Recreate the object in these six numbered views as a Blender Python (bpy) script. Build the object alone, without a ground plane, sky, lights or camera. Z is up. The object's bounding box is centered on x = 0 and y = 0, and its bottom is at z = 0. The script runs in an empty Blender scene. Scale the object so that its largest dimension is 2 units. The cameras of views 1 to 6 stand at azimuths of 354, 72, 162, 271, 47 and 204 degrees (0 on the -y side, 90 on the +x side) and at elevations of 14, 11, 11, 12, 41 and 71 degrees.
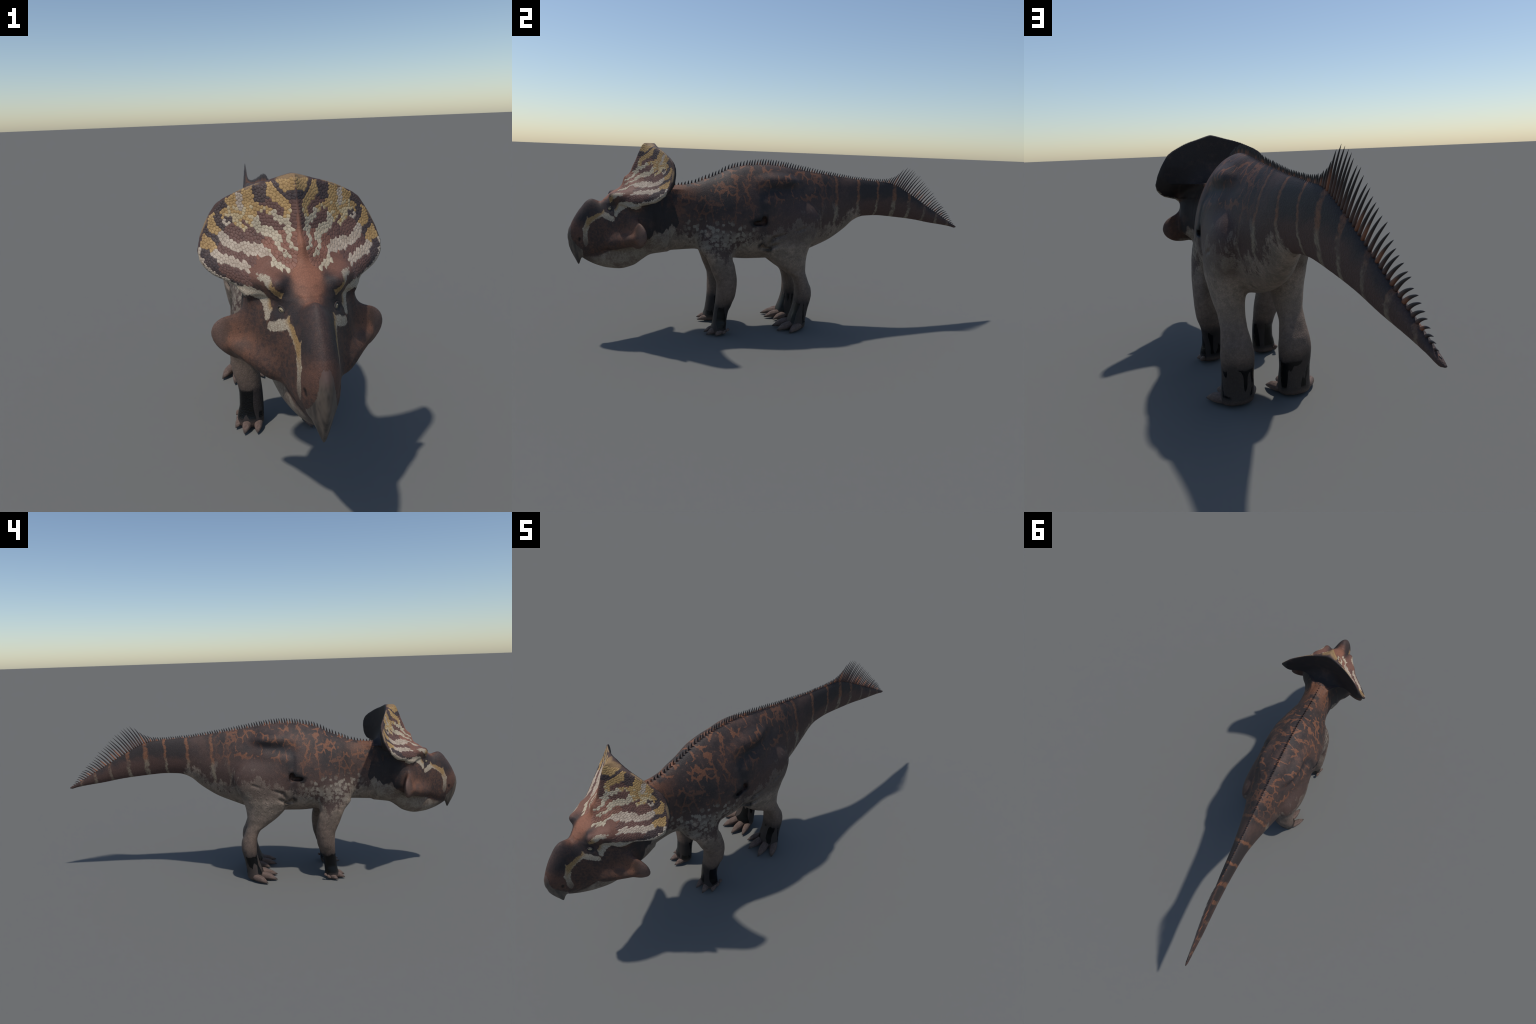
# A standing frilled, beaked, four-footed dinosaur.
# The body is one smooth implicit surface (lofts along the spine and along the
# limbs, blended together), meshed with surface nets and then split by region.
import bpy, math, random
import numpy as np
from mathutils import Vector, Matrix
from mathutils.bvhtree import BVHTree

random.seed(7)
rng = np.random.default_rng(7)
F32 = np.float32

# --------------------------------------------------------------------------
# small numeric helpers
# --------------------------------------------------------------------------
def pchip(xq, pts):
    """monotone cubic through control points [(x, y), ...]"""
    a = np.array(pts, float)
    x, y = a[:, 0], a[:, 1]
    h = np.diff(x)
    dl = np.diff(y) / h
    m = np.zeros_like(x)
    m[0], m[-1] = dl[0], dl[-1]
    for i in range(1, len(x) - 1):
        if dl[i - 1] * dl[i] > 0:
            w1, w2 = 2 * h[i] + h[i - 1], h[i] + 2 * h[i - 1]
            m[i] = (w1 + w2) / (w1 / dl[i - 1] + w2 / dl[i])
    xq = np.clip(np.asarray(xq, float), x[0], x[-1])
    k = np.clip(np.searchsorted(x, xq) - 1, 0, len(x) - 2)
    t = (xq - x[k]) / h[k]
    return ((2 * t**3 - 3 * t**2 + 1) * y[k] + (t**3 - 2 * t**2 + t) * h[k] * m[k]
            + (-2 * t**3 + 3 * t**2) * y[k + 1] + (t**3 - t**2) * h[k] * m[k + 1])


def smin(a, b, k):
    h = np.maximum(k - np.abs(a - b), 0) / k
    return np.minimum(a, b) - h * h * k * 0.25


def smax(a, b, k):
    return -smin(-a, -b, k)


# --------------------------------------------------------------------------
# profiles (metres): the animal faces -y, mirror plane x = 0
# --------------------------------------------------------------------------
# trunk: y, top, bottom, half width, height of widest point, roundness up / down
TRUNK = [
    (-0.70, 0.660, 0.385, 0.100, 0.520, 2.0, 2.2),
    (-0.62, 0.676, 0.380, 0.100, 0.510, 2.0, 2.2),
    (-0.56, 0.681, 0.383, 0.086, 0.510, 2.0, 2.2),
    (-0.50, 0.685, 0.386, 0.083, 0.510, 2.0, 2.2),
    (-0.45, 0.694, 0.388, 0.090, 0.500, 1.9, 2.2),
    (-0.40, 0.712, 0.375, 0.112, 0.490, 1.8, 2.2),
    (-0.35, 0.731, 0.358, 0.132, 0.490, 1.7, 2.2),
    (-0.275, 0.766, 0.344, 0.149, 0.500, 1.7, 2.2),
    (-0.19, 0.782, 0.338, 0.154, 0.510, 1.7, 2.2),
    (-0.105, 0.787, 0.338, 0.146, 0.530, 1.75, 2.2),
    (-0.02, 0.780, 0.342, 0.134, 0.530, 1.8, 2.1),
    (0.06, 0.769, 0.356, 0.120, 0.530, 1.5, 2.1),
    (0.15, 0.756, 0.388, 0.094, 0.550, 1.5, 2.1),
    (0.23, 0.746, 0.422, 0.072, 0.570, 1.5, 2.1),
    (0.316, 0.735, 0.478, 0.053, 0.600, 1.6, 2.0),
    (0.365, 0.729, 0.520, 0.044, 0.610, 1.8, 2.0),
    (0.40, 0.727, 0.537, 0.038, 0.620, 1.8, 2.0),
    (0.425, 0.725, 0.543, 0.035, 0.625, 1.8, 2.0),
    (0.50, 0.719, 0.546, 0.029, 0.630, 1.8, 1.9),
    (0.56, 0.714, 0.542, 0.025, 0.625, 1.8, 1.9),
    (0.60, 0.704, 0.538, 0.0225, 0.615, 1.8, 1.9),
    (0.65, 0.681, 0.533, 0.020, 0.600, 1.8, 1.9),
    (0.73, 0.638, 0.523, 0.0175, 0.578, 1.8, 1.9),
    (0.82, 0.585, 0.507, 0.0155, 0.545, 1.9, 1.9),
    (0.91, 0.535, 0.494, 0.0105, 0.515, 2.0, 2.0),
    (0.965, 0.504, 0.484, 0.0075, 0.494, 2.0, 2.0),
    (0.988, 0.492, 0.478, 0.0058, 0.485, 2.0, 2.0),
    (1.001, 0.485, 0.479, 0.0028, 0.482, 2.0, 2.0),
]
# head (upper jaw, cheeks, brow): same columns
HEAD = [
    (-1.001, 0.462, 0.440, 0.0040, 0.451, 1.6, 1.6),
    (-0.996, 0.484, 0.408, 0.0105, 0.452, 1.7, 1.5),
    (-0.987, 0.504, 0.380, 0.0180, 0.452, 1.8, 1.4),
    (-0.972, 0.534, 0.348, 0.0280, 0.455, 1.8, 1.35),
    (-0.958, 0.557, 0.323, 0.0350, 0.458, 1.8, 1.3),
    (-0.950, 0.569, 0.344, 0.0385, 0.458, 1.8, 1.7),
    (-0.942, 0.579, 0.362, 0.0415, 0.455, 1.8, 2.2),
    (-0.927, 0.599, 0.364, 0.0450, 0.450, 1.8, 2.6),
    (-0.912, 0.612, 0.366, 0.0490, 0.448, 1.8, 2.8),
    (-0.899, 0.617, 0.369, 0.0530, 0.446, 1.8, 2.9),
    (-0.880, 0.612, 0.374, 0.0590, 0.448, 1.9, 3.0),
    (-0.863, 0.606, 0.380, 0.0660, 0.450, 2.0, 3.0),
    (-0.842, 0.618, 0.390, 0.0755, 0.455, 2.1, 3.0),
    (-0.820, 0.634, 0.401, 0.0880, 0.460, 2.2, 3.0),
    (-0.793, 0.650, 0.410, 0.1080, 0.462, 2.2, 3.0),
    (-0.760, 0.655, 0.416, 0.1250, 0.464, 2.2, 3.0),
    (-0.735, 0.660, 0.425, 0.1400, 0.468, 2.2, 2.8),
    (-0.705, 0.665, 0.430, 0.1480, 0.480, 2.3, 2.5),
    (-0.680, 0.665, 0.420, 0.1470, 0.490, 2.4, 2.3),
    (-0.655, 0.665, 0.405, 0.1360, 0.500, 2.4, 2.3),
    (-0.610, 0.640, 0.410, 0.0850, 0.510, 2.2, 2.2),
]
# lower jaw, tucked under the lip
JAW = [
    (-0.946, 0.420, 0.358, 0.008, 0.385, 2.0, 2.0),
    (-0.938, 0.430, 0.352, 0.018, 0.385, 2.0, 2.0),
    (-0.918, 0.440, 0.339, 0.027, 0.385, 2.0, 2.0),
    (-0.886, 0.440, 0.323, 0.040, 0.385, 2.0, 2.0),
    (-0.837, 0.450, 0.308, 0.058, 0.390, 2.0, 2.1),
    (-0.785, 0.460, 0.303, 0.073, 0.395, 2.0, 2.2),
    (-0.725, 0.470, 0.318, 0.088, 0.410, 2.0, 2.2),
    (-0.685, 0.480, 0.346, 0.100, 0.430, 2.0, 2.2),
    (-0.645, 0.500, 0.372, 0.106, 0.450, 2.0, 2.2),
    (-0.580, 0.500, 0.386, 0.085, 0.460, 2.0, 2.2),
]
# fore limb: z, y front, y back, x outer, x inner
FORELIMB = [
    (0.000, -0.381, -0.309, 0.150, 0.062),
    (0.025, -0.379, -0.309, 0.150, 0.061),
    (0.050, -0.372, -0.307, 0.146, 0.060),
    (0.070, -0.369, -0.305, 0.141, 0.060),
    (0.110, -0.364, -0.297, 0.140, 0.061),
    (0.130, -0.362, -0.287, 0.142, 0.062),
    (0.150, -0.360, -0.281, 0.147, 0.064),
    (0.180, -0.359, -0.271, 0.157, 0.066),
    (0.210, -0.358, -0.267, 0.161, 0.070),
    (0.240, -0.359, -0.265, 0.163, 0.077),
    (0.265, -0.367, -0.266, 0.163, 0.083),
    (0.300, -0.382, -0.272, 0.162, 0.084),
    (0.330, -0.393, -0.278, 0.161, 0.082),
    (0.360, -0.406, -0.288, 0.158, 0.075),
    (0.410, -0.440, -0.290, 0.150, 0.055),
    (0.460, -0.440, -0.290, 0.140, 0.040),
    (0.520, -0.415, -0.310, 0.120, 0.040),
]
# hind limb
HINDLIMB = [
    (0.000, 0.004, 0.086, 0.150, 0.043),
    (0.020, 0.004, 0.091, 0.151, 0.042),
    (0.050, 0.012, 0.093, 0.148, 0.042),
    (0.070, 0.020, 0.096, 0.147, 0.043),
    (0.100, 0.030, 0.101, 0.146, 0.044),
    (0.135, 0.037, 0.110, 0.147, 0.042),
    (0.170, 0.038, 0.116, 0.148, 0.041),
    (0.200, 0.036, 0.113, 0.145, 0.045),
    (0.230, 0.029, 0.100, 0.141, 0.050),
    (0.255, 0.017, 0.091, 0.138, 0.054),
    (0.285, -0.022, 0.082, 0.138, 0.053),
    (0.325, -0.074, 0.081, 0.146, 0.048),
    (0.370, -0.116, 0.086, 0.154, 0.038),
    (0.420, -0.145, 0.101, 0.161, 0.042),
    (0.470, -0.154, 0.128, 0.161, 0.052),
    (0.530, -0.140, 0.142, 0.155, 0.060),
    (0.590, -0.122, 0.122, 0.143, 0.060),
    (0.650, -0.090, 0.060, 0.110, 0.050),
]

# frill: front surface in (x, z), from the mid keel to the rim
FRILL_KEEL_Y = [(0.60, -0.84), (0.64, -0.808), (0.651, -0.793), (0.678, -0.77), (0.709, -0.756),
                (0.729, -0.738), (0.765, -0.722), (0.79, -0.710), (0.815, -0.700), (0.848, -0.686), (0.872, -0.676)]
RIM = [(0.130, -0.735, 0.598), (0.150, -0.710, 0.600), (0.179, -0.670, 0.608), (0.207, -0.648, 0.617),
       (0.226, -0.633, 0.630), (0.241, -0.616, 0.648), (0.246, -0.598, 0.672), (0.236, -0.580, 0.710),
       (0.221, -0.573, 0.743), (0.207, -0.571, 0.766), (0.190, -0.573, 0.791), (0.169, -0.580, 0.808),
       (0.144, -0.590, 0.822), (0.118, -0.601, 0.833), (0.095, -0.609, 0.841), (0.060, -0.621, 0.850),
       (0.030, -0.634, 0.858), (0.000, -0.655, 0.865)]
FRILL_POWER = [(0.60, 1.4), (0.65, 1.3), (0.68, 0.95), (0.71, 0.72), (0.90, 0.72)]
RIM_X = [(z, x) for x, y, z in RIM]
RIM_Y = [(z, y) for x, y, z in RIM]


def frill_front(x, z):
    ym = pchip(z, FRILL_KEEL_Y)
    s = np.abs(x) / np.maximum(pchip(np.clip(z, 0.598, 0.864), RIM_X), 0.02)
    s = np.sqrt(np.clip(s, 0, 1.3) ** 2 + 0.0009) - 0.03 * (1 - np.clip(s, 0, 1))
    return ym + (pchip(z, RIM_Y) - ym) * s ** pchip(z, FRILL_POWER)


def frill_back(x, z):
    s = np.clip(np.abs(x) / 0.20, 0, 1)
    low = np.clip((0.74 - z) / 0.12, 0, 1)
    return -0.622 + (-0.557 + 0.622) * s ** 1.7 - 0.020 * low * s


# --------------------------------------------------------------------------
# implicit field on a rectilinear half grid
# --------------------------------------------------------------------------
DX = 0.0036
xs = (np.arange(int(0.262 / DX)) + 0.5) * DX
ys = np.concatenate([np.arange(-1.012, -0.5, 0.0036), np.arange(-0.5, 1.012, 0.0050)])
zs = np.concatenate([np.arange(-0.012, 0.30, 0.0050), np.arange(0.30, 0.885, 0.0038)])
NX, NY, NZ = len(xs), len(ys), len(zs)
FAR = F32(0.3)


def yspan(lo, hi):
    return slice(max(np.searchsorted(ys, lo) - 1, 0), min(np.searchsorted(ys, hi) + 1, NY))


def zspan(lo, hi):
    return slice(max(np.searchsorted(zs, lo) - 1, 0), min(np.searchsorted(zs, hi) + 1, NZ))


def as_distance(q, ysl, zsl):
    g = np.gradient(q, xs, ys[ysl], zs[zsl])
    n = np.sqrt(g[0] ** 2 + g[1] ** 2 + g[2] ** 2)
    return (q / np.maximum(n, 1e-3)).astype(F32)


def full(d, ysl, zsl):
    out = np.full((NX, NY, NZ), FAR, F32)
    out[:, ysl, zsl] = np.minimum(d, FAR)
    return out


def spine_loft(table, zpad=0.12):
    t = np.array(table)
    ysl = yspan(t[0, 0] - 0.09, t[-1, 0] + 0.09)
    zsl = zspan(t[:, 2].min() - zpad, t[:, 1].max() + zpad)
    yy = ys[ysl]
    top, bot, wid, mid, nu, nd = [pchip(yy, t[:, [0, i]])[None, :, None].astype(F32) for i in range(1, 7)]
    X = xs[:, None, None].astype(F32)
    Z = zs[zsl][None, None, :].astype(F32)
    dz = Z - mid
    up = dz > 0
    az = np.abs(dz) / np.maximum(np.where(up, top - mid, mid - bot), 1e-3) + F32(1e-6)
    n = np.where(up, nu, nd)
    q = ((X / wid) ** n + az ** n) ** (1 / n) - 1
    d = as_distance(q, ysl, zsl)
    cap = np.maximum(t[0, 0] - yy, yy - t[-1, 0])[None, :, None].astype(F32)
    return full(np.maximum(d, cap), ysl, zsl)


def limb_loft(table, power, top_soft):
    t = np.array(table)
    ysl = yspan(t[:, 1].min() - 0.07, t[:, 2].max() + 0.07)
    zsl = zspan(-0.02, t[-1, 0] + 0.05)
    zz = zs[zsl]
    yf, yb, xo, xi = [pchip(zz, t[:, [0, i]])[None, None, :].astype(F32) for i in range(1, 5)]
    X = xs[:, None, None].astype(F32)
    Y = ys[ysl][None, :, None].astype(F32)
    ax = np.abs(X - (xo + xi) / 2) / ((xo - xi) / 2) + F32(1e-6)
    ay = np.abs(Y - (yf + yb) / 2) / ((yb - yf) / 2) + F32(1e-6)
    q = (ax ** power + ay ** power) ** (1 / power) - 1
    d = as_distance(q, ysl, zsl)
    Z = zz[None, None, :].astype(F32)
    d = smax(d, 0.002 - Z, F32(0.018))
    d = smax(d, Z - F32(t[-1, 0]), F32(top_soft))
    return full(d, ysl, zsl)


def ellipsoid(c, r, rot=None, pad=0.06):
    R = max(r) + pad
    ysl, zsl = yspan(c[1] - R, c[1] + R), zspan(c[2] - R, c[2] + R)
    P = [xs[:, None, None] - c[0], ys[ysl][None, :, None] - c[1], zs[zsl][None, None, :] - c[2]]
    M = np.array(rot if rot is not None else Matrix.Identity(3))
    q = sum(((M[0][i] * P[0] + M[1][i] * P[1] + M[2][i] * P[2]) / r[i]) ** 2 for i in range(3))
    k = np.sqrt(q)
    return full(((k - 1) * min(r) * 0.5 + (k - 1) * 0.5 * sum(r) / 3).astype(F32), ysl, zsl)


def capsule(a, b, ra, rb, pad=0.05):
    lo, hi = np.minimum(a, b) - max(ra, rb) - pad, np.maximum(a, b) + max(ra, rb) + pad
    ysl, zsl = yspan(lo[1], hi[1]), zspan(lo[2], hi[2])
    a, b = np.array(a, float), np.array(b, float)
    P = [xs[:, None, None] - a[0], ys[ysl][None, :, None] - a[1], zs[zsl][None, None, :] - a[2]]
    ba = b - a
    h = np.clip((P[0] * ba[0] + P[1] * ba[1] + P[2] * ba[2]) / (ba @ ba), 0, 1)
    d = np.sqrt(sum((P[i] - ba[i] * h) ** 2 for i in range(3))) - (ra + (rb - ra) * h)
    return full(d.astype(F32), ysl, zsl)


def frill_sheet():
    ysl, zsl = yspan(-0.90, -0.38), zspan(0.46, 0.90)
    X, Z = np.meshgrid(xs, zs[zsl], indexing="ij")
    f = frill_front(X, Z)
    # signed distance to the rim outline in the (x, z) plane
    rim = np.array([(x, z) for x, y, z in RIM])
    t = np.linspace(0, 1, len(rim))
    tt = np.linspace(0, 1, 140)
    poly = np.stack([np.interp(tt, t, rim[:, 0]), np.interp(tt, t, rim[:, 1])], 1)
    poly = np.concatenate([[(-0.05, 0.612), (0.045, 0.614), (0.085, 0.616), (0.112, 0.608)], poly, [(-0.05, 0.866)]])
    dist = np.full(X.shape, 9.0)
    inside = np.zeros(X.shape, bool)
    for p, q in zip(poly, np.roll(poly, -1, 0)):
        e = q - p
        h = np.clip(((X - p[0]) * e[0] + (Z - p[1]) * e[1]) / max(e @ e, 1e-12), 0, 1)
        if not (p[0] < 0 or q[0] < 0):
            dist = np.minimum(dist, np.hypot(X - p[0] - e[0] * h, Z - p[1] - e[1] * h))
        c = (p[1] > Z) != (q[1] > Z)
        with np.errstate(divide="ignore", invalid="ignore"):
            inside ^= c & (X < e[0] * (Z - p[1]) / (e[1] if e[1] else 1e-12) + p[0])
    out = np.where(inside, -dist, dist).astype(F32)
    crest = np.clip(1 - (np.abs(X) / 0.15) ** 1.5, 0, 1)
    b = np.minimum(frill_back(X, Z), f + 0.011 + 0.080 * crest + 1.0 * np.maximum(-out, 0))
    Y = ys[ysl][None, :, None].astype(F32)
    def slab(h):
        gx, gz = np.gradient(h, xs, zs[zsl])
        return np.sqrt(1 + np.minimum(gx * gx + gz * gz, 2.5))[:, None, :].astype(F32)
    df = (f[:, None, :] - Y).astype(F32) / slab(f)
    db = (Y - b[:, None, :]).astype(F32) / slab(b)
    d = smax(df, db, F32(0.008))
    d = smax(d, out[:, None, :] + 0 * Y, F32(0.008))
    return full(d, ysl, zsl)


trunk = spine_loft(TRUNK)
head = spine_loft(HEAD)
jaw = spine_loft(JAW)
sheet = frill_sheet()
fore = limb_loft(FORELIMB, 2.3, 0.10)
hind = limb_loft(HINDLIMB, 2.3, 0.12)

# brow horns over the eyes, cheek flaps, eye sockets
brow = capsule((0.067, -0.808, 0.632), (0.092, -0.755, 0.632), 0.0185, 0.020)
flap_rot = Matrix.Rotation(math.radians(26), 3, "Z")
flap = ellipsoid((0.150, -0.716, 0.478), (0.080, 0.016, 0.056), flap_rot)
shelf = capsule((0.085, -0.800, 0.432), (0.170, -0.722, 0.462), 0.020, 0.016)
upper = smin(head, brow, F32(0.026))
upper = smin(upper, shelf, F32(0.050))
upper = smin(upper, flap, F32(0.032))
socket = ellipsoid((0.083, -0.834, 0.581), (0.018, 0.018, 0.012))
upper = smax(upper, -socket, F32(0.014))
nostril = ellipsoid((0.0445, -0.951, 0.441), (0.008, 0.006, 0.010))
upper = smax(upper, -nostril, F32(0.006))
skull = smin(upper, jaw, F32(0.006))
cape = smin(trunk, sheet, F32(0.090))
body = smin(skull, cape, F32(0.030))
shoulder = smin(body, fore, F32(0.045))
body = smin(shoulder, hind, F32(0.020))
# hip bone and hollow under the back ridge, knee folds
body = smax(body, -capsule((0.136, -0.140, 0.672), (0.104, 0.105, 0.712), 0.019, 0.019), F32(0.045))
body = smin(body, ellipsoid((0.070, -0.060, 0.712), (0.028, 0.070, 0.024)), F32(0.036))
for a, b, r in (((0.164, -0.049, 0.475), (0.153, -0.100, 0.457), 0.0085), ((0.153, -0.100, 0.457), (0.142, -0.124, 0.420), 0.0090),
                ((0.157, -0.082, 0.426), (0.141, -0.122, 0.409), 0.0105), ((0.163, 0.006, 0.488), (0.157, 0.046, 0.502), 0.0060)):
    body = smax(body, -capsule(a, b, r * 0.7, r), F32(0.007))
# the fold in front of each thigh, with its pits
fold = capsule((0.128, -0.156, 0.665), (0.160, -0.152, 0.560), 0.007, 0.012)
fold = np.minimum(fold, capsule((0.160, -0.152, 0.560), (0.166, -0.152, 0.490), 0.012, 0.017))
fold = np.minimum(fold, capsule((0.166, -0.152, 0.490), (0.154, -0.150, 0.405), 0.017, 0.010))
body = smax(body, -fold, F32(0.012))
for c, r in (((0.146, -0.146, 0.535), (0.030, 0.013, 0.022)), ((0.142, -0.175, 0.525), (0.022, 0.026, 0.011)),
             ((0.135, -0.146, 0.408), (0.030, 0.010, 0.018)), ((0.135, -0.128, 0.404), (0.026, 0.022, 0.007))):
    body = smax(body, -ellipsoid(c, r), F32(0.006))
fields = {"head": np.minimum(upper, jaw), "frill": sheet, "trunk": trunk, "fore": fore, "hind": hind}


def surface_nets(half):
    v = np.concatenate([half[::-1], half], 0)
    gx = np.concatenate([-xs[::-1], xs])
    ax = (gx, ys, zs)
    neg = v < 0
    n = tuple(s - 1 for s in v.shape)
    cnt = np.zeros(n, np.int8)
    for i in (0, 1):
        for j in (0, 1):
            for k in (0, 1):
                cnt += neg[i:n[0] + i, j:n[1] + j, k:n[2] + k]
    cell = (cnt > 0) & (cnt < 8)
    idx = np.full(n, -1, np.int32)
    C = np.argwhere(cell)
    idx[cell] = np.arange(len(C))
    acc, num = np.zeros((len(C), 3)), np.zeros(len(C))
    for a in range(3):
        o1, o2 = [b for b in range(3) if b != a]
        for p in (0, 1):
            for q in (0, 1):
                A = C.copy()
                A[:, o1] += p
                A[:, o2] += q
                B = A.copy()
                B[:, a] += 1
                va, vb = v[tuple(A.T)], v[tuple(B.T)]
                m = (va < 0) != (vb < 0)
                t = va[m] / (va[m] - vb[m])
                pt = np.stack([ax[d][A[m, d]] for d in range(3)], 1)
                pt[:, a] += t * (ax[a][B[m, a]] - ax[a][A[m, a]])
                acc[m] += pt
                num[m] += 1
    P = acc / num[:, None]
    quads = []
    for a in range(3):
        o1, o2 = (a + 1) % 3, (a + 2) % 3
        lo = [slice(None)] * 3
        hi = [slice(None)] * 3
        lo[a], hi[a] = slice(0, -1), slice(1, None)
        cross = neg[tuple(lo)] != neg[tuple(hi)]
        E = np.argwhere(cross)
        ok = (E[:, o1] > 0) & (E[:, o2] > 0) & (E[:, o1] < n[o1]) & (E[:, o2] < n[o2])
        E = E[ok]
        flip = ~neg[tuple(E.T)]
        ids = []
        for d1, d2 in ((1, 1), (0, 1), (0, 0), (1, 0)):
            G = E.copy()
            G[:, o1] -= d1
            G[:, o2] -= d2
            ids.append(idx[tuple(G.T)])
        q = np.stack(ids, 1)
        q[flip] = q[flip][:, ::-1]
        quads.append(q)
    return P, np.concatenate(quads)


P, Q = surface_nets(body)


def smooth(P, Q, rounds=4):
    e = np.concatenate([Q[:, [i, (i + 1) % 4]] for i in range(4)])
    deg = np.bincount(e.ravel(), minlength=len(P)).astype(float)
    for r in range(rounds * 2):
        lam = 0.50 if r % 2 == 0 else -0.52
        s = np.zeros_like(P)
        for d in range(3):
            s[:, d] = np.bincount(e[:, 0], P[e[:, 1], d], len(P)) + np.bincount(e[:, 1], P[e[:, 0], d], len(P))
        P = P + lam * (s / deg[:, None] - P)
    return P


P = smooth(P, Q)

# --------------------------------------------------------------------------
# material node helpers
# --------------------------------------------------------------------------
class N:
    """node socket with arithmetic"""
    def __init__(self, m, s):
        self.m, self.s = m, s

    def _op(self, op, other=None, third=None, clamp=False):
        nd = self.m.nodes.new("ShaderNodeMath")
        nd.operation = op
        nd.use_clamp = clamp
        for i, o in enumerate((self, other, third)):
            if o is None:
                continue
            if isinstance(o, N):
                self.m.links.new(o.s, nd.inputs[i])
            else:
                nd.inputs[i].default_value = o
        return N(self.m, nd.outputs[0])

    def __add__(self, o): return self._op("ADD", o)
    __radd__ = __add__
    def __sub__(self, o): return self._op("SUBTRACT", o)
    def __rsub__(self, o): return (self * -1.0) + o
    def __mul__(self, o): return self._op("MULTIPLY", o)
    __rmul__ = __mul__
    def abs(self): return self._op("ABSOLUTE")
    def inv(self): return 1.0 - self
    def min(self, o): return self._op("MINIMUM", o)
    def max(self, o): return self._op("MAXIMUM", o)
    def clamp(self): return self._op("ADD", 0.0, clamp=True)
    def pow(self, o): return self._op("POWER", o)

    def step(self, a, b):
        """smooth 0..1 as self goes from a to b (a may exceed b)"""
        nd = self.m.nodes.new("ShaderNodeMapRange")
        nd.interpolation_type = "SMOOTHSTEP"
        self.m.links.new(self.s, nd.inputs["Value"])
        if a <= b:
            lo, hi, f, t = a, b, 0.0, 1.0
        else:
            lo, hi, f, t = b, a, 1.0, 0.0
        for k, val in (("From Min", lo), ("From Max", hi), ("To Min", f), ("To Max", t)):
            nd.inputs[k].default_value = val
        return N(self.m, nd.outputs["Result"])

    def curve(self, pts, lo, hi):
        """lookup: piecewise linear through pts, x in lo..hi, y in 0..1"""
        r = self.m.nodes.new("ShaderNodeValToRGB")
        el = r.color_ramp.elements
        pts = [((x - lo) / (hi - lo), y) for x, y in pts]
        el[0].position, el[0].color = pts[0][0], (pts[0][1],) * 3 + (1,)
        el[1].position, el[1].color = pts[-1][0], (pts[-1][1],) * 3 + (1,)
        for x, y in pts[1:-1]:
            e = el.new(x)
            e.color = (y, y, y, 1)
        t = (self - lo) * (1.0 / (hi - lo))
        self.m.links.new(t.s, r.inputs[0])
        return N(self.m, r.outputs[0])


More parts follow.
